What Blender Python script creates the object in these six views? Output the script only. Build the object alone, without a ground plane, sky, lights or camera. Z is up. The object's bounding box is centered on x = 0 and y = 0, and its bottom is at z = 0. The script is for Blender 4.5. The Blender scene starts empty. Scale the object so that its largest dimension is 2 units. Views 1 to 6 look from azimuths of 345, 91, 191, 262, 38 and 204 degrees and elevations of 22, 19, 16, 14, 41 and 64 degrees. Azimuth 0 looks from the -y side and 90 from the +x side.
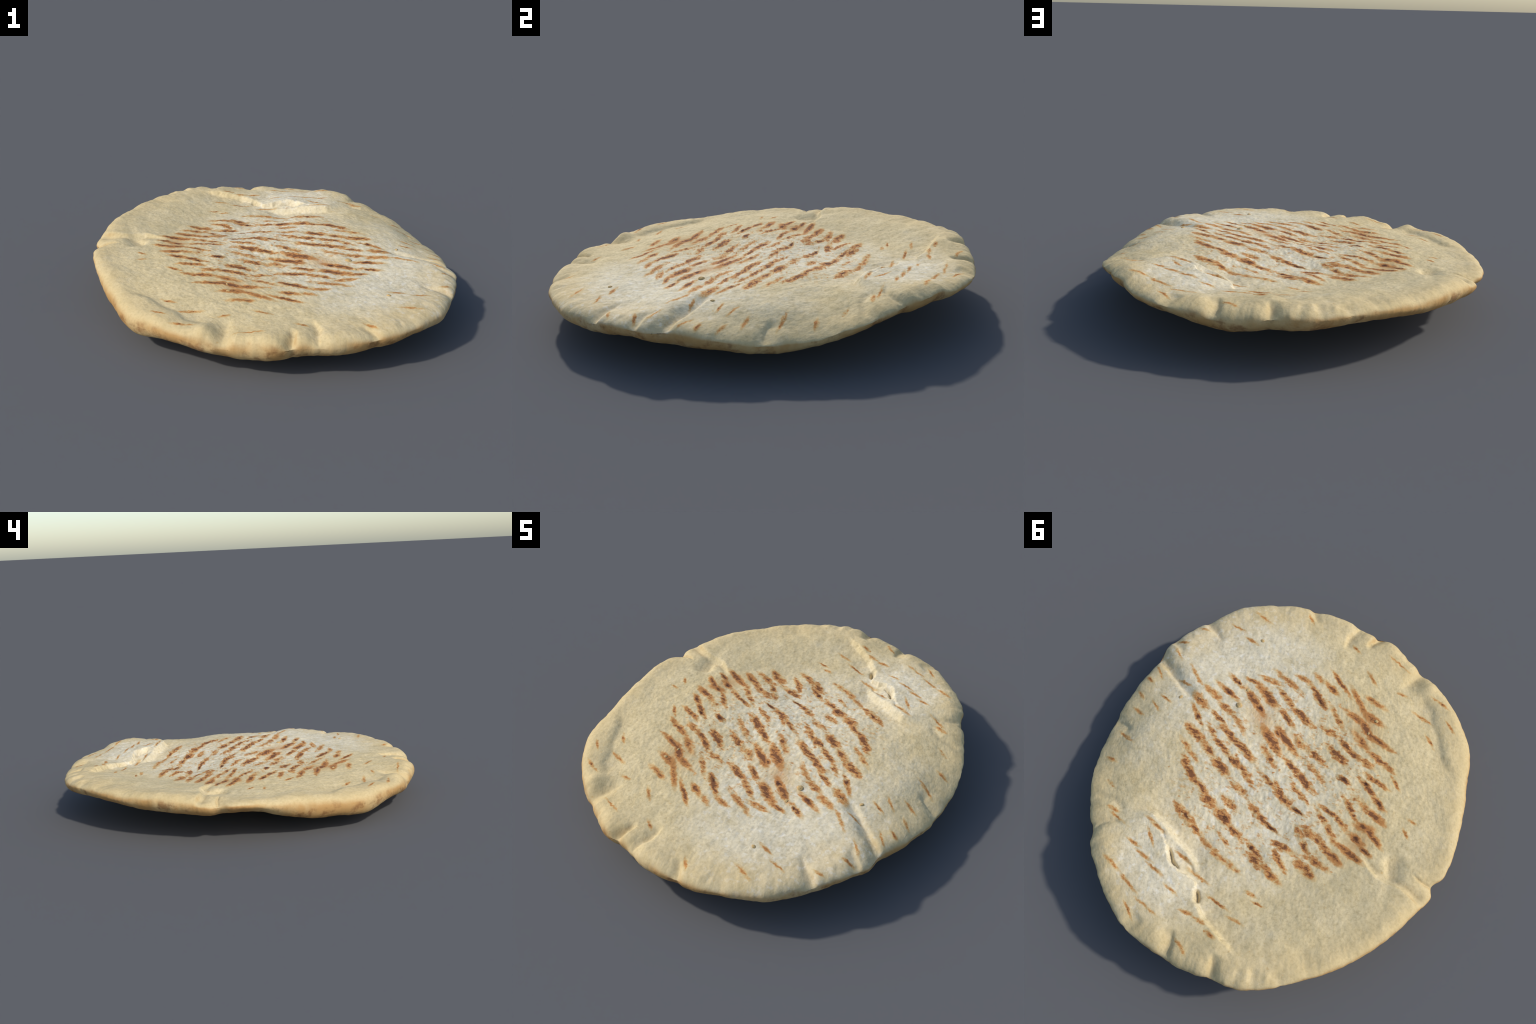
"""Pita bread: a thin, bowl-bottomed flatbread with a puckered rim, folded
creases, a torn flap and rows of dark griddle marks on top."""
import bpy
import numpy as np

rng = np.random.default_rng(7)

# ------------------------------------------------------------------ controls
# Rim of the bread, anticlockwise: x, y of the outermost edge, height of the
# lower and of the upper lip there (metres).
RIM = [
    (-0.870, -0.091, 0.145, 0.211), (-0.849, -0.234, 0.110, 0.202), (-0.822, -0.363, 0.105, 0.185),
    (-0.804, -0.463, 0.095, 0.184), (-0.764, -0.558, 0.088, 0.184), (-0.699, -0.642, 0.105, 0.183),
    (-0.605, -0.734, 0.116, 0.174), (-0.497, -0.821, 0.104, 0.151), (-0.391, -0.871, 0.097, 0.162),
    (-0.298, -0.920, 0.097, 0.182), (-0.199, -0.958, 0.106, 0.184), (-0.141, -0.955, 0.109, 0.184),
    (-0.028, -0.983, 0.112, 0.185), (0.095, -0.990, 0.112, 0.186), (0.196, -0.980, 0.123, 0.187),
    (0.283, -0.969, 0.132, 0.187), (0.417, -0.926, 0.143, 0.191), (0.493, -0.887, 0.141, 0.195),
    (0.565, -0.840, 0.137, 0.195), (0.627, -0.770, 0.134, 0.194), (0.679, -0.699, 0.138, 0.196),
    (0.736, -0.612, 0.149, 0.204), (0.781, -0.535, 0.155, 0.209), (0.820, -0.441, 0.143, 0.216),
    (0.815, -0.388, 0.136, 0.218), (0.843, -0.254, 0.130, 0.199), (0.857, -0.133, 0.123, 0.184),
    (0.859, -0.017, 0.110, 0.178), (0.855, 0.085, 0.113, 0.175), (0.847, 0.205, 0.135, 0.180),
    (0.820, 0.325, 0.157, 0.203), (0.777, 0.421, 0.177, 0.216), (0.719, 0.522, 0.196, 0.232),
    (0.668, 0.592, 0.203, 0.251), (0.644, 0.656, 0.208, 0.264), (0.569, 0.738, 0.213, 0.265),
    (0.499, 0.813, 0.204, 0.240), (0.424, 0.873, 0.204, 0.231), (0.318, 0.932, 0.202, 0.239),
    (0.211, 0.959, 0.180, 0.238), (0.107, 0.982, 0.170, 0.235), (0.028, 0.989, 0.174, 0.233),
    (-0.097, 0.986, 0.194, 0.248), (-0.222, 0.981, 0.199, 0.258), (-0.287, 0.959, 0.201, 0.254),
    (-0.384, 0.899, 0.210, 0.253), (-0.477, 0.827, 0.209, 0.250), (-0.569, 0.749, 0.207, 0.243),
    (-0.646, 0.660, 0.195, 0.245), (-0.713, 0.565, 0.189, 0.249), (-0.772, 0.459, 0.186, 0.240),
    (-0.818, 0.348, 0.179, 0.227), (-0.847, 0.274, 0.177, 0.215), (-0.836, 0.218, 0.182, 0.214),
    (-0.864, 0.180, 0.189, 0.215), (-0.878, 0.111, 0.193, 0.214), (-0.876, 0.024, 0.184, 0.212),
]

# Height of the top crust at a few places inside the rim (x, y, z).
CROWN = [
    (-.085, -.826, .195), (.372, -.678, .212), (-.385, -.666, .193), (-.527, -.437, .206),
    (.095, -.213, .222), (-.040, -.455, .216), (.326, -.275, .227),
    (.610, -.211, .240), (.481, .064, .251), (.451, .400, .253), (.493, .561, .264),
    (.284, .610, .244), (.100, .690, .230), (-.128, .720, .243), (-.082, .825, .251),
    (-.249, -.110, .228), (-.117, .265, .206), (.007, .346, .209), (.151, .287, .229),
    (.220, .417, .229), (.317, .354, .248), (.011, .496, .217), (.519, -.235, .239),
    (.375, -.395, .223), (.242, .015, .248), (.071, -.295, .216), (-.397, -.121, .232),
    (-.484, -.046, .233), (-.199, .236, .219), (-.510, .200, .228), (-.430, .400, .224), (-.030, .090, .244), (-.070, -.210, .206), (.330, .720, .260), (-.440, .690, .262),
    (-.500, -.770, .196), (-.800, -.020, .218), (.790, .120, .190),
    (.135, .765, .244), (-.175, .608, .220), (.730, .092, .222),
    (.690, -.103, .232), (.757, -.286, .212), (.677, -.634, .210),
]

# ------------------------------------------------------------------- helpers
def smooth(a, b, x):
    t = np.clip((x - a) / (b - a), 0.0, 1.0)
    return t * t * (3 - 2 * t)


_perm = rng.permutation(512)
_grad = rng.normal(size=(512, 3))
_grad /= np.linalg.norm(_grad, axis=1)[:, None]


def perlin(p):
    """Gradient noise at the points p (n, 3)."""
    i = np.floor(p).astype(np.int64)
    f = p - i
    w = f * f * f * (f * (f * 6 - 15) + 10)
    total = np.zeros(len(p))
    for dx in (0, 1):
        for dy in (0, 1):
            for dz in (0, 1):
                h = _perm[(_perm[(_perm[(i[:, 0] + dx) & 511] + i[:, 1] + dy) & 511] + i[:, 2] + dz) & 511]
                g = _grad[h]
                d = g[:, 0] * (f[:, 0] - dx) + g[:, 1] * (f[:, 1] - dy) + g[:, 2] * (f[:, 2] - dz)
                wx = w[:, 0] if dx else 1 - w[:, 0]
                wy = w[:, 1] if dy else 1 - w[:, 1]
                wz = w[:, 2] if dz else 1 - w[:, 2]
                total += d * wx * wy * wz
    return total


def fbm(x, y, scale, octaves=3, seed=0.0):
    out = np.zeros(len(x))
    amp = 1.0
    for k in range(octaves):
        s = scale * 2 ** k
        out += amp * perlin(np.stack([x * s + 17.3, y * s - 5.1, np.full(len(x), seed + 3.7 * k + 0.5)], 1))
        amp *= 0.5
    return out


def ring_spline(angle, values, at):
    """Periodic Catmull-Rom curve through values at the given angles."""
    order = np.argsort(angle)
    a, v = angle[order], values[order]
    a = np.concatenate([a - 2 * np.pi, a, a + 2 * np.pi])
    v = np.tile(v, 3)
    m = np.gradient(v, a)
    i = np.clip(np.searchsorted(a, at) - 1, 0, len(a) - 2)
    h = a[i + 1] - a[i]
    t = (at - a[i]) / h
    return ((2 * t**3 - 3 * t**2 + 1) * v[i] + (t**3 - 2 * t**2 + t) * h * m[i]
            + (3 * t**2 - 2 * t**3) * v[i + 1] + (t**3 - t**2) * h * m[i + 1])


def polyline_field(x, y, pts):
    """Distance to a polyline, its side (left of travel is +) and 0..1 along its chord."""
    pts = np.array(pts, float)
    seg = np.linalg.norm(np.diff(pts, axis=0), axis=1)
    best = np.full(len(x), 1e9)
    side = np.zeros(len(x))
    chord = pts[-1] - pts[0]
    chord_t = ((x - pts[0, 0]) * chord[0] + (y - pts[0, 1]) * chord[1]) / (chord @ chord)
    for k in range(len(seg)):
        ax, ay = pts[k]
        ux, uy = (pts[k + 1] - pts[k]) / seg[k]
        dx, dy = x - ax, y - ay
        t = np.clip(dx * ux + dy * uy, 0, seg[k])
        d = np.hypot(dx - t * ux, dy - t * uy)
        near = d < best
        best = np.where(near, d, best)
        side = np.where(near, np.sign(ux * dy - uy * dx), side)
    return best, side, chord_t


# -------------------------------------------------------------- rim and crown
rim = np.array(RIM)
rim_angle = np.arctan2(rim[:, 1], rim[:, 0])
rim_radius = np.hypot(rim[:, 0], rim[:, 1])

crown = np.array(CROWN)
ring = np.linspace(-np.pi, np.pi, 40, endpoint=False)
ring_r = 0.93 * ring_spline(rim_angle, rim_radius, ring)
ring_z = ring_spline(rim_angle, rim[:, 3], ring) + 0.012
crown = np.concatenate([crown, np.stack([ring_r * np.cos(ring), ring_r * np.sin(ring), ring_z], 1)])


def thin_plate(points, soft):
    d2 = ((points[:, None, :2] - points[None, :, :2]) ** 2).sum(2)
    k = 0.5 * d2 * np.log(d2 + 1e-12)
    n = len(points)
    a = np.zeros((n + 3, n + 3))
    a[:n, :n] = k + soft * np.eye(n)
    a[:n, n] = a[n, :n] = 1
    a[:n, n + 1:] = points[:, :2]
    a[n + 1:, :n] = points[:, :2].T
    w = np.linalg.solve(a, np.concatenate([points[:, 2], np.zeros(3)]))

    def height(x, y):
        z = w[n] + w[n + 1] * x + w[n + 2] * y
        for (px, py, _), wi in zip(points, w):
            d2 = (x - px) ** 2 + (y - py) ** 2
            z = z + wi * 0.5 * d2 * np.log(d2 + 1e-12)
        return z
    return height


crown_height = thin_plate(crown, 2e-3)

# ------------------------------------------------- creases, folds, tear, dents
# groove: path, width, depth, gentle flank (+1 left of travel, -1 right, 0 none).
# step: path, rise, softness, reach, side raised, raggedness.
GROOVES = [
    # folded pinch in the west rim, with its deep pit
    ([(-.50, .225), (-.60, .283), (-.652, .293), (-.68, .290), (-.724, .300), (-.80, .330), (-.86, .36)], .010, .013, 1),
    ([(-.620, .165), (-.640, .244), (-.668, .287)], .026, .020, 1),
    ([(-.74, .222), (-.802, .238), (-.86, .228)], .008, .010, 0),
    # long fold in the east rim
    ([(.540, -.220), (.654, -.285), (.726, -.330), (.777, -.363), (.84, -.40)], .014, .022, -1),
    # grooves inside the south-west rim
    ([(-.387, -.712), (-.46, -.70), (-.539, -.625), (-.607, -.517), (-.671, -.398), (-.75, -.31)], .026, .012, -1),
    ([(-.46, -.86), (-.407, -.767), (-.37, -.690)], .020, .014, 1),
    # puckers in the south rim
    ([(-.07, -1.0), (-.024, -.889), (-.039, -.797)], .012, .013, 1),
    ([(-.19, -.98), (-.141, -.912), (-.12, -.86)], .010, .015, 1),
    ([(.22, -1.0), (.158, -.903)], .011, .008, 1),
    ([(.34, -.99), (.32, -.91)], .012, .005, 1),
    # puckers in the east rim
    ([(.71, -.70), (.619, -.642), (.56, -.60)], .010, .009, 1),
    ([(.82, -.53), (.738, -.472), (.69, -.435)], .012, .008, 1),
    ([(.88, .01), (.804, .016), (.76, .03)], .012, .010, -1),
    ([(.69, .575), (.624, .517), (.555, .505)], .012, .009, 0),
    ([(.76, .42), (.66, .40), (.57, .45)], .022, .008, 0),
    # pockets and folds in the north rim
    ([(-.085, .885), (-.094, .948), (-.10, 1.0)], .012, .017, 1),
    ([(.135, .86), (.121, .922), (.11, .98)], .014, .013, -1),
    ([(-.26, .88), (-.26, .99)], .016, .008, 1),
    ([(-.34, .86), (-.37, .95)], .016, .007, 1),
    ([(-.20, .90), (-.19, 1.0)], .014, .006, 1),
    ([(.28, .86), (.33, .95)], .016, .008, -1),
    ([(-.46, .66), (-.42, .72), (-.36, .76)], .035, .005, 0),
    # torn slits in the north-east flap
    ([(.318, .525), (.300, .552), (.283, .573), (.262, .586), (.235, .598)], .009, .034, 0),
    ([(.120, .650), (.104, .684), (.094, .715)], .010, .036, 0),
    # hollow at the foot of the flap
    ([(.480, .385), (.372, .395), (.290, .435), (.225, .470), (.150, .530)], .026, .007, 1),
    # sunken slab between lip and torn edge, and thin cracks fanning out of the tear
    ([(.33, .50), (.26, .54), (.19, .575), (.14, .61)], .030, .010, 0),
    ([(.270, .575), (.240, .545), (.200, .560), (.165, .585)], .007, .006, 0),
    ([(.345, .500), (.375, .470), (.430, .455)], .008, .005, 0),
    ([(.300, .555), (.335, .590), (.38, .60)], .010, .005, 0),
    ([(.05, .75), (.02, .72), (-.03, .70)], .016, .004, 0),
]
STEPS = [
    # swollen lip of the flap above the griddled middle
    ([(.60, .44), (.525, .420), (.445, .404), (.382, .430), (.317, .464), (.253, .494), (.196, .525), (.145, .572), (.11, .62)], .030, .017, .14, -1, .35),
    # torn edge of the second layer
    ([(.37, .480), (.330, .520), (.300, .552), (.272, .581), (.224, .604), (.177, .617), (.136, .625), (.113, .664), (.095, .70)], .022, .004, .09, -1, 1.2),
    # fold that runs from the tear to the north rim
    ([(.14, .62), (.113, .664), (.091, .717), (.054, .744), (-.013, .784), (-.083, .821), (-.20, .86)], .024, .014, .16, -1, .5),
    ([(.48, -.19), (.654, -.285), (.726, -.330), (.777, -.363), (.84, -.40)], .014, .030, .14, -1, 0),
    ([(-.48, .215), (-.60, .283), (-.68, .290), (-.724, .300), (-.80, .330), (-.86, .36)], .010, .016, .10, -1, 0),
]
# pinches that run over the rim: bearing in degrees, half width in degrees,
# depth, how far they reach inward, side with the gentle flank
PUCKERS = [
    (-116.5, 1.5, .020, .15, -1), (-111, 1.0, .008, .05, -1), (-99.5, 1.1, .024, .10, -1),
    (-92, 1.3, .015, .15, -1), (-78.3, 1.2, .013, .11, -1), (-67, 1.4, .006, .08, -1),
    (-45.5, 1.2, .013, .13, -1), (-33, 1.5, .011, .11, -1), (-26.5, 1.8, .022, .18, -1),
    (-12, 1.5, .006, .08, 1), (-1, 1.4, .011, .09, 1), (15, 2.0, .007, .10, 1), (28, 1.6, .007, .08, 1),
    (39, 1.6, .014, .11, 1), (46, 1.8, .012, .09, 1), (57, 1.8, .008, .09, 1), (70, 1.8, .007, .09, 1),
    (82, 1.5, .016, .12, 1), (95, 1.2, .018, .10, 1), (101, 1.2, .007, .07, 1), (107, 1.3, .008, .08, 1),
    (113, 1.4, .007, .09, 1), (131, 1.8, .004, .08, 1), (164, 1.1, .012, .09, -1), (-150, 1.6, .003, .05, 1),
]
# broad soft hollows and swells: x, y, radius, height
SWELLS = [
    (.60, .22, .10, -.008), (.72, .34, .05, -.008), (.50, -.36, .10, .004),
    (-.05, .855, .05, .006), (.22, .86, .06, .006), (.62, .60, .06, .006),
    (-.13, .41, .08, .015), (.29, .39, .06, .008), (-.43, .17, .07, -.012), (-.72, .23, .07, .013),
    (-.48, -.73, .07, .010), (-.45, .77, .07, -.012), (.20, .72, .13, -.010),
    (-.70, -.43, .05, .006), (.68, .05, .06, .006), (.71, -.47, .05, .004),
]


def relief(x, y):
    z = np.zeros(len(x))
    wx, wy = fbm(x, y, 9, 2, 40), fbm(x, y, 9, 2, 60)
    tx, ty = fbm(x, y, 30, 2, 70), fbm(x, y, 30, 2, 80)
    xw, yw = x + 0.012 * wx, y + 0.012 * wy
    for path, width, depth, gentle in GROOVES:
        d, s, t = polyline_field(xw, yw, path)
        fade = smooth(-.05, .25, t) * (1 - smooth(.75, 1.05, t))
        w = np.where(s * gentle > 0, width * 2.6, width)
        body = np.exp(-(d / w) ** 2)
        z -= depth * fade * body
    for path, rise, soft, reach, up, ragged in STEPS:
        d, s, t = polyline_field(xw + ragged * .012 * tx, yw + ragged * .012 * ty, path)
        fade = smooth(0, .3, t) * (1 - smooth(.7, 1, t))
        q = d * s * up
        z += rise * fade * (smooth(-soft, soft, q) - 0.4) * np.exp(-(d / reach) ** 2)
    for sx, sy, r, h in SWELLS:
        z += h * np.exp(-((x - sx) ** 2 + (y - sy) ** 2) / r ** 2)
    z += 0.0060 * fbm(x, y, 5, 2, 1) + 0.0045 * fbm(x, y, 15, 2, 2)
    middle = np.exp(-((x / .55) ** 2 + ((y + .05) / .55) ** 2))
    # fine wrinkles lying across the griddled middle
    z += (0.0010 + .0030 * middle) * fbm(x * 1.5 + y * .75, y * .9 - x * .5, 42, 3, 3)
    return z


# ---------------------------------------------------------------- bread mesh
BELLY_POWER = 1.5                          # how the underside curves up to the rim
LOW_BULGE = (-.26, -.64, .17, .044)        # sagging lump under the south rim: x, y, radius, drop
N = 600                                    # cells across the disc, even
g = np.linspace(-1, 1, N + 1)
A, B = np.meshgrid(g, g, indexing="xy")
A, B = A.ravel(), B.ravel()
wide = np.abs(A) >= np.abs(B)
u = np.where(wide, np.abs(A), np.abs(B))
safe = np.where(u == 0, 1, u)
theta = np.where(wide, np.where(A >= 0, 0, np.pi) + np.pi / 4 * B / np.where(A == 0, 1, A) * np.where(wide, 1, 0),
                 np.where(B >= 0, np.pi / 2, -np.pi / 2) - np.pi / 4 * A / np.where(B == 0, 1, B) * np.where(wide, 0, 1))
theta = np.arctan2(np.sin(theta), np.cos(theta))

R = ring_spline(rim_angle, rim_radius, theta)
lip_low = ring_spline(rim_angle, rim[:, 2], theta)
lip_high = ring_spline(rim_angle, rim[:, 3], theta)
cs, sn = np.cos(theta), np.sin(theta)
# small puckers round the rim, in and out and up and down
pucker = fbm(cs * 1.0, sn * 1.0, 9, 3, 11)
R = R + 0.005 + 0.010 * np.exp(-(np.arctan2(sn, cs) / .28) ** 2) + 0.006 * pucker + 0.0025 * fbm(cs, sn, 30, 2, 12)
mid = 0.5 * (lip_low + lip_high) + 0.008 * fbm(cs, sn, 7, 2, 13)

pinch = np.zeros(len(theta))
pinch_reach = np.zeros(len(theta))
for bearing, half, depth, reach, gentle in PUCKERS:
    off = np.degrees(np.arctan2(np.sin(theta - np.radians(bearing)), np.cos(theta - np.radians(bearing))))
    body = depth * np.exp(-(off / np.where(off * gentle > 0, half * 2.4, half)) ** 2)
    pinch_reach = np.where(body > pinch, reach, pinch_reach)
    pinch = np.maximum(pinch, body)
pinch_reach = np.maximum(pinch_reach, .05)
R = R - 0.35 * pinch

r = R * (1 - (1 - u) ** 1.7)
X, Y = r * cs, r * sn
edge = np.clip((R - r) / 0.075, 0, 1)
roll = (1 - (1 - edge) ** 2.3) ** (1 / 2.0)
top_z = crown_height(X, Y) + relief(X, Y)
top_z = mid + (top_z - mid) * roll
top_z -= pinch * smooth(1, 0, (R - r) / pinch_reach) * roll ** .4
# wrinkles running over the rim
wr = smooth(.16, .02, R - r)
top_z += wr * roll * (0.006 * fbm(cs, sn, 12, 2, 14) + 0.0015 * fbm(cs * 1.2, sn * 1.2, 40, 2, 15))

edge_b = np.clip((R - r) / 0.055, 0, 1)
roll_b = (1 - (1 - edge_b) ** 2.2) ** (1 / 2.0)
q = np.clip(r / R, 0, 1)
belly = (lip_low - 0.012) * q ** BELLY_POWER
belly = belly + smooth(0, .5, q) * (0.010 * fbm(X, Y, 4, 3, 20) + 0.003 * fbm(X, Y, 20, 3, 21))
belly = belly - LOW_BULGE[3] * np.exp(-((X - LOW_BULGE[0]) ** 2 + (Y - LOW_BULGE[1]) ** 2) / LOW_BULGE[2] ** 2)
belly = np.maximum(belly, 0.0)
bot_z = mid + (belly - mid) * roll_b
bot_z = np.minimum(bot_z, top_z - 0.004 * roll_b)
bot_z -= bot_z.min()

rim_vertex = u >= 1 - 1e-9
top_z[rim_vertex] = bot_z[rim_vertex] = mid[rim_vertex]
top_co = np.stack([X, Y, top_z], 1)
bot_co = np.stack([X, Y, bot_z], 1)

ii, jj = np.meshgrid(np.arange(N), np.arange(N), indexing="xy")
v00 = (jj * (N + 1) + ii).ravel()
quad = np.stack([v00, v00 + 1, v00 + N + 2, v00 + N + 1], 1)
flip = quad[:, ::-1]


def corner_normals(co, faces):
    n = np.zeros_like(co)
    d1 = co[faces[:, 2]] - co[faces[:, 0]]
    d2 = co[faces[:, 3]] - co[faces[:, 1]]
    fn = np.cross(d1, d2)
    for k in range(4):
        for c in range(3):
            n[:, c] += np.bincount(faces[:, k], fn[:, c], len(co))
    return n


top_n = corner_normals(top_co, quad)
bot_n = corner_normals(bot_co, flip)
both = top_n[rim_vertex] + bot_n[rim_vertex]
top_n[rim_vertex] = bot_n[rim_vertex] = both
top_n /= np.linalg.norm(top_n, axis=1)[:, None]
bot_n /= np.linalg.norm(bot_n, axis=1)[:, None]

# ----------------------------------------------------------------- materials
SCORCH_BROAD = [
    (0.505, -0.304, 0.440, -0.279), (0.543, -0.248, 0.477, -0.207), (0.460, -0.351, 0.358, -0.310), (0.285, -0.427, 0.157, -0.345),
    (0.407, -0.249, 0.326, -0.217), (0.351, -0.142, 0.258, -0.082), (0.496, -0.071, 0.406, -0.027), (0.406, -0.020, 0.314, 0.037),
    (0.244, -0.080, 0.141, -0.024), (0.273, -0.016, 0.197, 0.038), (0.306, 0.047, 0.223, 0.096), (0.440, 0.099, 0.360, 0.174),
    (0.373, 0.159, 0.257, 0.230), (0.155, -0.202, 0.054, -0.119), (0.090, -0.230, -0.021, -0.151), (0.069, -0.369, -0.036, -0.321),
    (-0.014, -0.573, -0.081, -0.539), (-0.165, -0.240, -0.262, -0.186), (-0.357, -0.284, -0.474, -0.240), (-0.001, -0.091, -0.091, -0.044),
    (-0.075, -0.051, -0.168, 0.007), (-0.202, -0.292, -0.299, -0.237), (-0.006, -0.477, -0.058, -0.445), (0.189, 0.270, 0.114, 0.311),
    (0.273, 0.237, 0.214, 0.257), (0.371, 0.324, 0.269, 0.379), (-0.318, 0.243, -0.408, 0.289), (-0.286, 0.315, -0.368, 0.339),
    (-0.384, 0.211, -0.502, 0.252), (-0.251, 0.361, -0.324, 0.393), (-0.032, 0.089, -0.102, 0.119),
]
SCORCH_MEDIUM = [
    (0.530, -0.185, 0.451, -0.109), (0.431, -0.421, 0.359, -0.381), (0.334, -0.384, 0.209, -0.290), (0.351, -0.439, 0.274, -0.432),
    (0.280, -0.477, 0.193, -0.475), (0.211, 0.008, 0.114, 0.082), (0.360, -0.062, 0.273, -0.016), (0.418, -0.188, 0.357, -0.155),
    (0.084, 0.020, -0.024, 0.080), (0.179, -0.442, 0.085, -0.377), (0.119, -0.332, 0.046, -0.281), (-0.026, -0.645, -0.140, -0.557),
    (0.052, -0.537, -0.028, -0.471), (-0.259, -0.431, -0.326, -0.369), (-0.324, -0.376, -0.442, -0.340), (-0.289, -0.247, -0.391, -0.210),
    (-0.060, -0.197, -0.169, -0.147), (-0.370, -0.130, -0.454, -0.070), (-0.383, -0.164, -0.493, -0.133), (-0.001, 0.043, -0.057, 0.086),
    (-0.088, 0.026, -0.162, 0.070), (0.269, 0.379, 0.194, 0.421), (0.054, 0.193, -0.027, 0.235), (0.118, 0.465, 0.006, 0.496),
    (-0.008, 0.362, -0.072, 0.395), (-0.086, 0.428, -0.199, 0.478), (-0.133, 0.356, -0.200, 0.414), (-0.119, 0.308, -0.212, 0.324),
    (-0.234, 0.093, -0.296, 0.141), (-0.249, 0.070, -0.311, 0.085), (-0.321, -0.016, -0.416, 0.073), (-0.444, 0.002, -0.536, 0.037),
    (-0.449, -0.068, -0.513, -0.026), (-0.208, 0.196, -0.321, 0.236), (-0.186, 0.218, -0.223, 0.255), (-0.432, 0.146, -0.476, 0.166),
    (-0.476, 0.088, -0.558, 0.145),
]
SCORCH_FAINT = [
    (0.326, -0.217, 0.240, -0.144), (0.489, 0.011, 0.400, 0.074), (0.173, 0.121, 0.109, 0.152), (0.129, -0.112, 0.033, -0.039),
    (0.400, -0.105, 0.360, -0.070), (0.233, -0.538, 0.078, -0.471), (0.119, -0.555, 0.043, -0.533), (-0.078, -0.461, -0.188, -0.362),
    (0.039, -0.590, -0.003, -0.568), (-0.143, -0.599, -0.271, -0.468), (-0.239, -0.573, -0.334, -0.547), (-0.266, -0.482, -0.346, -0.456),
    (-0.164, -0.459, -0.275, -0.423), (-0.096, -0.332, -0.175, -0.311), (-0.240, -0.361, -0.342, -0.292), (0.005, -0.230, -0.055, -0.195),
    (-0.101, -0.126, -0.200, -0.054), (0.195, 0.202, 0.119, 0.229), (0.113, 0.314, 0.041, 0.349), (0.192, 0.427, 0.108, 0.461),
    (0.134, 0.375, 0.103, 0.390), (-0.028, 0.407, -0.104, 0.440), (-0.332, 0.093, -0.397, 0.134), (-0.376, -0.032, -0.457, 0.004),
    (-0.423, 0.090, -0.489, 0.089), (-0.296, 0.141, -0.357, 0.202), (-0.213, 0.246, -0.269, 0.302),
]
CHAR_CORE = [
    (0.495, -0.146, 0.465, -0.114), (0.411, -0.331, 0.386, -0.314), (0.388, -0.408, 0.368, -0.389), (0.245, -0.327, 0.210, -0.293),
    (0.254, 0.005, 0.232, 0.025), (0.532, -0.238, 0.507, -0.229), (-0.011, -0.471, -0.050, -0.442), (0.083, -0.299, 0.064, -0.285),
    (-0.386, -0.130, -0.407, -0.114), (-0.254, -0.108, -0.323, -0.092), (0.105, -0.220, 0.085, -0.203), (0.322, 0.345, 0.293, 0.366),
    (-0.027, 0.235, -0.119, 0.264), (-0.006, 0.366, -0.040, 0.379), (0.159, 0.280, 0.132, 0.299), (-0.478, 0.181, -0.534, 0.210),
    (-0.491, 0.192, -0.535, 0.206), (-0.102, 0.119, -0.189, 0.143), (-0.469, -0.055, -0.497, -0.037), (-0.437, 0.143, -0.459, 0.154),
]
STREAK = [
    (0.467, -0.829, 0.383, -0.798), (0.548, -0.711, 0.478, -0.695), (0.451, -0.666, 0.388, -0.648), (0.692, -0.632, 0.661, -0.633),
    (0.763, -0.516, 0.725, -0.516), (0.759, -0.464, 0.703, -0.413), (0.642, -0.395, 0.537, -0.306), (0.797, -0.332, 0.753, -0.288),
    (0.822, -0.265, 0.787, -0.249), (0.829, -0.178, 0.792, -0.148), (0.806, -0.083, 0.746, -0.058), (0.702, -0.187, 0.649, -0.164),
    (0.731, -0.144, 0.681, -0.104), (0.812, 0.060, 0.727, 0.094), (0.805, 0.208, 0.757, 0.217), (0.658, -0.301, 0.592, -0.287),
    (0.730, 0.327, 0.696, 0.341), (-0.186, -0.718, -0.250, -0.660), (-0.257, -0.853, -0.371, -0.813), (-0.066, -0.841, -0.103, -0.816),
    (-0.370, -0.667, -0.403, -0.665), (-0.466, -0.596, -0.571, -0.566), (-0.537, -0.709, -0.617, -0.680), (-0.637, -0.599, -0.690, -0.555),
    (-0.576, -0.485, -0.622, -0.442), (0.211, -0.925, 0.177, -0.890), (-0.492, -0.204, -0.548, -0.150), (0.655, 0.447, 0.611, 0.456),
    (0.632, 0.472, 0.555, 0.500), (0.500, 0.561, 0.432, 0.579), (0.442, 0.596, 0.358, 0.619), (0.371, 0.631, 0.281, 0.661),
    (0.551, 0.678, 0.471, 0.713), (0.454, 0.724, 0.354, 0.774), (0.344, 0.794, 0.236, 0.828), (0.465, 0.436, 0.362, 0.472),
    (0.272, 0.530, 0.203, 0.547), (0.190, 0.578, 0.087, 0.605), (0.438, 0.481, 0.382, 0.546), (0.255, 0.690, 0.185, 0.711),
    (0.139, 0.766, 0.090, 0.769), (0.069, 0.775, 0.017, 0.784), (0.058, 0.659, -0.050, 0.685), (-0.062, 0.711, -0.132, 0.721),
    (-0.089, 0.572, -0.127, 0.577), (-0.133, 0.605, -0.180, 0.609), (0.382, 0.828, 0.324, 0.882), (0.101, 0.896, 0.041, 0.935),
    (-0.010, 0.816, -0.044, 0.826), (-0.635, 0.028, -0.660, 0.057), (-0.640, -0.027, -0.673, -0.018),
]


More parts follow.
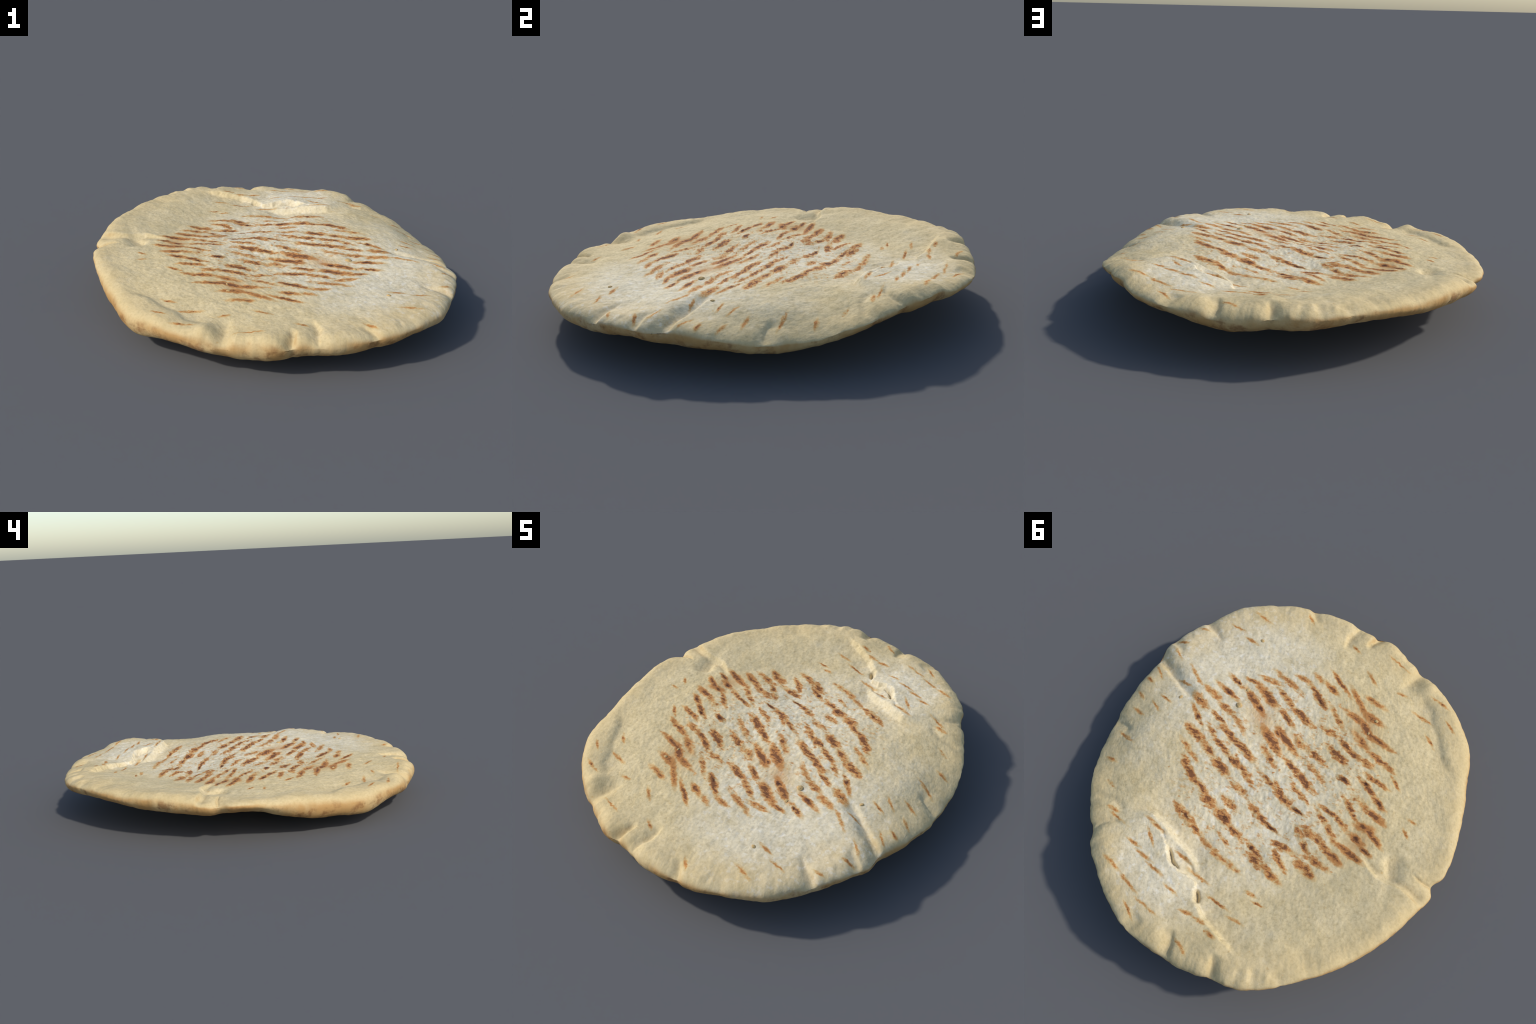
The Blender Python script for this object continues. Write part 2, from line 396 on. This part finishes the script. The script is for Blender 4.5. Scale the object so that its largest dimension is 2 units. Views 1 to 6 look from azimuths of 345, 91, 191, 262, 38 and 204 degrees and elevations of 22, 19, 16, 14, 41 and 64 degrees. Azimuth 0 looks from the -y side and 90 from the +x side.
class Nodes:
    """Small helper for writing node trees."""

    def __init__(self, name):
        self.mat = bpy.data.materials.new(name)
        self.mat.use_nodes = True
        self.t = self.mat.node_tree
        self.t.nodes.clear()

    def add(self, kind, **inputs):
        n = self.t.nodes.new(kind)
        for k, v in inputs.items():
            self.put(n, k, v)
        return n

    def put(self, n, key, v):
        sock = n.inputs[int(key[1:])] if key[0] == "i" and key[1:].isdigit() else n.inputs[key.replace("_", " ")]
        if isinstance(v, bpy.types.NodeSocket):
            self.t.links.new(v, sock)
        else:
            sock.default_value = v

    def math(self, op, a, b=0.0, clamp=False):
        n = self.t.nodes.new("ShaderNodeMath")
        n.operation = op
        n.use_clamp = clamp
        self.put(n, "i0", a)
        self.put(n, "i1", b)
        return n.outputs[0]

    def noise(self, vec, scale, detail=3.0, rough=0.55):
        n = self.add("ShaderNodeTexNoise", Vector=vec, Scale=scale, Detail=detail, Roughness=rough)
        return n

    def remap(self, v, a, b, c=0.0, d=1.0):
        n = self.t.nodes.new("ShaderNodeMapRange")
        n.interpolation_type = "SMOOTHSTEP"
        for k, w in enumerate((v, a, b, c, d)):
            self.put(n, "i%d" % k, w)
        return n.outputs[0]

    def mix(self, f, a, b, kind="MIX"):
        n = self.t.nodes.new("ShaderNodeMix")
        n.data_type = "RGBA"
        n.blend_type = kind
        self.put(n, "i0", f)
        self.put(n, "i6", a)
        self.put(n, "i7", b)
        return n.outputs[2]

    def ramp(self, v, stops):
        n = self.t.nodes.new("ShaderNodeValToRGB")
        e = n.color_ramp.elements
        while len(e) < len(stops):
            e.new(0.5)
        for el, (p, c) in zip(e, stops):
            el.position = p
            el.color = (*c, 1)
        self.put(n, "i0", v)
        return n.outputs[0]

    def spot(self, vec, x, y, a, b, turn):
        """1 at (x, y), falling to 0 at the edge of an ellipse of half axes a, b."""
        m = self.t.nodes.new("ShaderNodeMapping")
        m.vector_type = "TEXTURE"
        self.put(m, "Vector", vec)
        m.inputs["Location"].default_value = (x, y, 0)
        m.inputs["Rotation"].default_value = (0, 0, turn)
        m.inputs["Scale"].default_value = (a, b, 1000)
        t = self.t.nodes.new("ShaderNodeTexGradient")
        t.gradient_type = "SPHERICAL"
        self.put(t, "Vector", m.outputs[0])
        return t.outputs["Fac"]

    def spots(self, vec, items):
        v = None
        for it in items:
            s = self.spot(vec, *it)
            v = s if v is None else self.math("MAXIMUM", v, s)
        return v

    def finish(self, colour, height, strength, distance, rough=0.82):
        bump = self.add("ShaderNodeBump", Strength=strength, Distance=distance, Height=height)
        p = self.add("ShaderNodeBsdfPrincipled", Base_Color=colour, Roughness=rough, Normal=bump.outputs[0])
        p.inputs["Specular IOR Level"].default_value = 0.18
        o = self.t.nodes.new("ShaderNodeOutputMaterial")
        self.t.links.new(p.outputs[0], o.inputs[0])
        return self.mat


def marks(strokes, width, grow, jitter=0.25, seed=0):
    """Ellipses for griddle marks given by their two ends."""
    rs = np.random.default_rng(seed)
    out = []
    for x0, y0, x1, y1 in strokes:
        half = 0.5 * np.hypot(x1 - x0, y1 - y0)
        out.append(((x0 + x1) / 2, (y0 + y1) / 2, half * 1.25 + grow, width * (1 + jitter * rs.uniform(-1, 1)),
                    float(np.arctan2(y1 - y0, x1 - x0))))
    return out


def dough_base(n, pos):
    """Cream dough, greyish flour film, faint mottling; returns colour and bump."""
    cream = (0.715, 0.572, 0.318, 1)
    flour = (0.765, 0.668, 0.468, 1)
    big = n.noise(pos, 2.6, 4, 0.6).outputs[0]
    floury = n.spots(pos, [(.30, -.34, .85, .58, -.75), (.05, .08, .66, .56, .3), (.33, .62, .40, .26, 2.6)])
    f = n.math("ADD", n.math("MULTIPLY", floury, 1.6), n.math("MULTIPLY", n.math("SUBTRACT", big, 0.5), 1.8))
    f = n.remap(f, -0.1, 1.25)
    col = n.mix(f, cream, flour)
    blotch = n.noise(pos, 9, 4, 0.6).outputs[0]
    col = n.mix(n.remap(blotch, 0.45, 0.75, 0, 0.45), col, (0.58, 0.455, 0.23, 1))
    mott = n.noise(pos, 70, 4, 0.65).outputs[0]
    soft = n.noise(pos, 24, 4, 0.6).outputs[0]
    col = n.mix(1.0, col, n.ramp(soft, [(0.3, (0.925, 0.91, 0.87)), (0.7, (1.06, 1.06, 1.06))]), "MULTIPLY")
    col = n.mix(1.0, col, n.ramp(mott, [(0.28, (0.80, 0.775, 0.72)), (0.5, (1.0, 1.0, 1.0)), (0.75, (1.12, 1.12, 1.14))]), "MULTIPLY")
    ring = n.remap(n.spots(pos, [(0, .0, .93, 1.04, 0)]), 0.26, 0.06, 0, 0.55)
    col = n.mix(n.math("MULTIPLY", ring, n.math("ADD", blotch, 0.35)), col, (0.68, 0.500, 0.235, 1))
    white = n.noise(pos, 34, 5, 0.6).outputs[0]
    col = n.mix(n.math("MULTIPLY", n.remap(white, 0.52, 0.68, 0, 0.60), f), col, (0.86, 0.80, 0.66, 1))
    return col, mott


def top_material():
    n = Nodes("griddled_crust")
    pos = n.add("ShaderNodeTexCoord").outputs["Object"]
    col, mott = dough_base(n, pos)
    # ragged coordinates for the marks
    wob = n.noise(pos, 38, 3, 0.6).outputs[1]
    w1 = n.add("ShaderNodeVectorMath", i0=wob, i1=(0.5, 0.5, 0.5))
    w1.operation = "SUBTRACT"
    w2 = n.add("ShaderNodeVectorMath", i0=w1.outputs[0])
    w2.operation = "SCALE"
    w2.inputs["Scale"].default_value = 0.022
    w3 = n.add("ShaderNodeVectorMath", i0=pos, i1=w2.outputs[0])
    w3.operation = "ADD"
    p = w3.outputs[0]
    heat = n.math("MULTIPLY", n.spots(p, marks(SCORCH_BROAD, .027, .036, seed=1)), 1.10)
    heat = n.math("MAXIMUM", heat, n.math("MULTIPLY", n.spots(p, marks(SCORCH_MEDIUM, .021, .032, seed=2)), 1.05))
    heat = n.math("MAXIMUM", heat, n.math("MULTIPLY", n.spots(p, marks(SCORCH_FAINT, .024, .034, seed=3)), 0.80))
    heat = n.math("MAXIMUM", heat, n.math("MULTIPLY", n.spots(p, marks(STREAK, .012, .020, seed=4)), 0.80))
    core = n.spots(p, marks(CHAR_CORE, .015, .012, seed=5))
    heat = n.math("MAXIMUM", heat, n.math("MULTIPLY", core, 1.1))
    grain = n.noise(pos, 120, 3, 0.7).outputs[0]
    patch = n.noise(pos, 26, 3, 0.6).outputs[0]
    grainwise = n.add("ShaderNodeMapping", Vector=pos)
    grainwise.inputs["Rotation"].default_value = (0, 0, -2.35)
    grainwise.inputs["Scale"].default_value = (0.45, 1.25, 1)
    speck = n.noise(grainwise.outputs[0], 62, 3, 0.65).outputs[0]
    vary = n.math("ADD", n.math("MULTIPLY", patch, 2.2), n.math("MULTIPLY", speck, 2.4))
    vary = n.math("MAXIMUM", n.math("SUBTRACT", vary, 1.36), 0.20)
    halo = n.math("MULTIPLY", n.remap(heat, 0.0, 0.60, 0, 0.72), n.math("ADD", patch, 0.45))
    col = n.mix(halo, col, (0.64, 0.410, 0.165, 1))
    heat = n.math("MULTIPLY", heat, vary)
    heat = n.math("ADD", heat, n.math("MULTIPLY", n.math("SUBTRACT", grain, 0.5), n.math("MULTIPLY", heat, 1.2)))
    # golden scorch between the marks in the griddled middle, and stray freckles
    glow = n.remap(n.spots(pos, [(.0, -.02, .82, .74, .9)]), .20, .50)
    gold = n.math("MULTIPLY", n.remap(patch, .38, .64), n.remap(speck, .36, .64))
    gold = n.math("MAXIMUM", n.math("MULTIPLY", gold, glow), n.math("MULTIPLY", n.spots(p, [(.20, -.26, .24, .13, 2.3), (-.46, .17, .24, .12, 1.2), (.08, -.20, .16, .10, 2.3), (-.28, -.42, .26, .14, 2.3)]), 0.9))
    heat = n.math("ADD", heat, n.math("MULTIPLY", gold, 0.46))
    fre = n.noise(pos, 52, 1, 0.5).outputs[0]
    heat = n.math("ADD", heat, n.math("MULTIPLY", n.remap(fre, 0.69, 0.80), 0.28))
    tan, rust, brown, dark = (0.70, 0.500, 0.190), (0.58, 0.275, 0.080), (0.46, 0.180, 0.050), (0.19, 0.064, 0.024)
    hot = n.ramp(heat, [(0.10, tan), (0.45, rust), (0.78, brown), (1.0, dark)])
    col = n.mix(n.remap(heat, 0.0, 0.62, 0, 0.94), col, hot)
    c = n.math("MULTIPLY", core, n.math("ADD", grain, 0.45))
    col = n.mix(n.remap(c, 0.30, 0.85, 0, 0.80), col, (0.070, 0.025, 0.016, 1))
    edge_toast = n.noise(pos, 5.5, 3, 0.6).outputs[0]
    geo = n.add("ShaderNodeNewGeometry")
    sep = n.add("ShaderNodeSeparateXYZ", Vector=geo.outputs["Normal"])
    outer = n.remap(n.spots(pos, [(0, .0, .93, 1.04, 0)]), 0.20, 0.08)
    low = n.math("MULTIPLY", n.remap(sep.outputs[2], 0.86, 0.15), outer)
    col = n.mix(n.math("MULTIPLY", low, n.remap(edge_toast, 0.34, 0.60, 0.30, 0.85)), col, (0.52, 0.285, 0.095, 1))
    crisp = n.noise(pos, 13, 4, 0.65).outputs[0]
    col = n.mix(n.math("MULTIPLY", low, n.remap(crisp, 0.52, 0.72, 0, 0.55)), col, (0.27, 0.12, 0.045, 1))
    bumps = n.math("ADD", n.math("MULTIPLY", mott, 0.6), n.math("MULTIPLY", grain, 0.5))
    return n.finish(col, bumps, 0.30, 0.006)


def bottom_material():
    n = Nodes("toasted_underside")
    pos = n.add("ShaderNodeTexCoord").outputs["Object"]
    col, mott = dough_base(n, pos)
    a = n.noise(pos, 5.5, 3, 0.6).outputs[0]
    col = n.mix(n.remap(a, 0.34, 0.60, 0.35, 0.88), col, (0.52, 0.285, 0.095, 1))
    crisp = n.noise(pos, 13, 4, 0.65).outputs[0]
    col = n.mix(n.remap(crisp, 0.50, 0.70, 0, 0.7), col, (0.25, 0.11, 0.04, 1))
    grain = n.noise(pos, 120, 3, 0.7).outputs[0]
    bumps = n.math("ADD", n.math("MULTIPLY", mott, 0.6), n.math("MULTIPLY", grain, 0.5))
    return n.finish(col, bumps, 0.30, 0.006)


def crumb_material():
    n = Nodes("baked_crumb")
    pos = n.add("ShaderNodeTexCoord").outputs["Object"]
    v = n.noise(pos, 90, 3).outputs[0]
    col = n.ramp(v, [(0.3, (0.50, 0.31, 0.12)), (0.6, (0.72, 0.50, 0.22))])
    return n.finish(col, v, 0.4, 0.004)


mat_top, mat_bottom, mat_crumb = top_material(), bottom_material(), crumb_material()

# ------------------------------------------------------------------- objects
bread = bpy.data.objects.new("pita_bread", None)
bread.empty_display_size = 0.2
bpy.context.collection.objects.link(bread)
bread["label"] = "round pale pita flatbread with brown griddle marks"
bread["category"] = "flat bread"


def add_part(name, co, normals, faces, mat):
    used, inv = np.unique(faces.ravel(), return_inverse=True)
    me = bpy.data.meshes.new(name)
    f = inv.reshape(-1, 4).astype(np.int32)
    me.vertices.add(len(used))
    me.vertices.foreach_set("co", co[used].astype(np.float32).ravel())
    me.loops.add(f.size)
    me.loops.foreach_set("vertex_index", f.ravel())
    me.polygons.add(len(f))
    me.polygons.foreach_set("loop_start", np.arange(len(f), dtype=np.int32) * 4)
    me.polygons.foreach_set("loop_total", np.full(len(f), 4, np.int32))
    me.update(calc_edges=True)
    me.polygons.foreach_set("use_smooth", np.ones(len(f), bool))
    me.normals_split_custom_set_from_vertices(normals[used].tolist())
    me.materials.append(mat)
    ob = bpy.data.objects.new(name, me)
    bpy.context.collection.objects.link(ob)
    ob.parent = bread
    return ob


qx, qy = X[quad].mean(1), Y[quad].mean(1)
qu = u[quad].mean(1)
in_rim = (R - r)[quad].mean(1) < 0.085
d, s, t = polyline_field(qx, qy, [(.70, .36), (.525, .424), (.382, .430), (.253, .494), (.145, .572), (.095, .717), (-.013, .784), (-.16, .845), (-.2, .95)])
in_flap = (s < 0) & (qy > .3) & (qx > -.25) & ~in_rim
add_part("rim", top_co, top_n, quad[in_rim], mat_top)
add_part("torn_flap", top_co, top_n, quad[in_flap], mat_top)
add_part("top_crust", top_co, top_n, quad[~in_rim & ~in_flap], mat_top)
add_part("bottom_crust", bot_co, bot_n, flip, mat_bottom)

# ---------------------------------------------------- baked-on crumbs
import bmesh

bm = bmesh.new()
bmesh.ops.create_icosphere(bm, subdivisions=4, radius=1.0)
for v in bm.verts:
    c = np.array([v.co]) * 1.6
    v.co *= 1 + 0.35 * float(perlin(c + 9.2)[0]) + 0.15 * float(perlin(c * 2.7)[0])
crumb_mesh = bpy.data.meshes.new("crumb")
bm.to_mesh(crumb_mesh)
bm.free()
crumb_mesh.polygons.foreach_set("use_smooth", np.ones(len(crumb_mesh.polygons), bool))
crumb_mesh.materials.append(mat_crumb)
inner = u < 0.97
for cx, cy, size in [(.326, -.278, .015), (.374, -.678, .010), (.609, -.209, .010), (.323, -.377, .009), (-.322, -.462, .009), (-.310, -.385, .007)]:
    k = np.argmin((X[inner] - cx) ** 2 + (Y[inner] - cy) ** 2)
    ob = bpy.data.objects.new("crumb", crumb_mesh)
    ob.location = (cx, cy, top_z[inner][k])
    ob.scale = (size, size * rng.uniform(.7, .95), size * .50)
    ob.rotation_euler = (0, 0, rng.uniform(0, 6.28))
    bpy.context.collection.objects.link(ob)
    ob.parent = bread
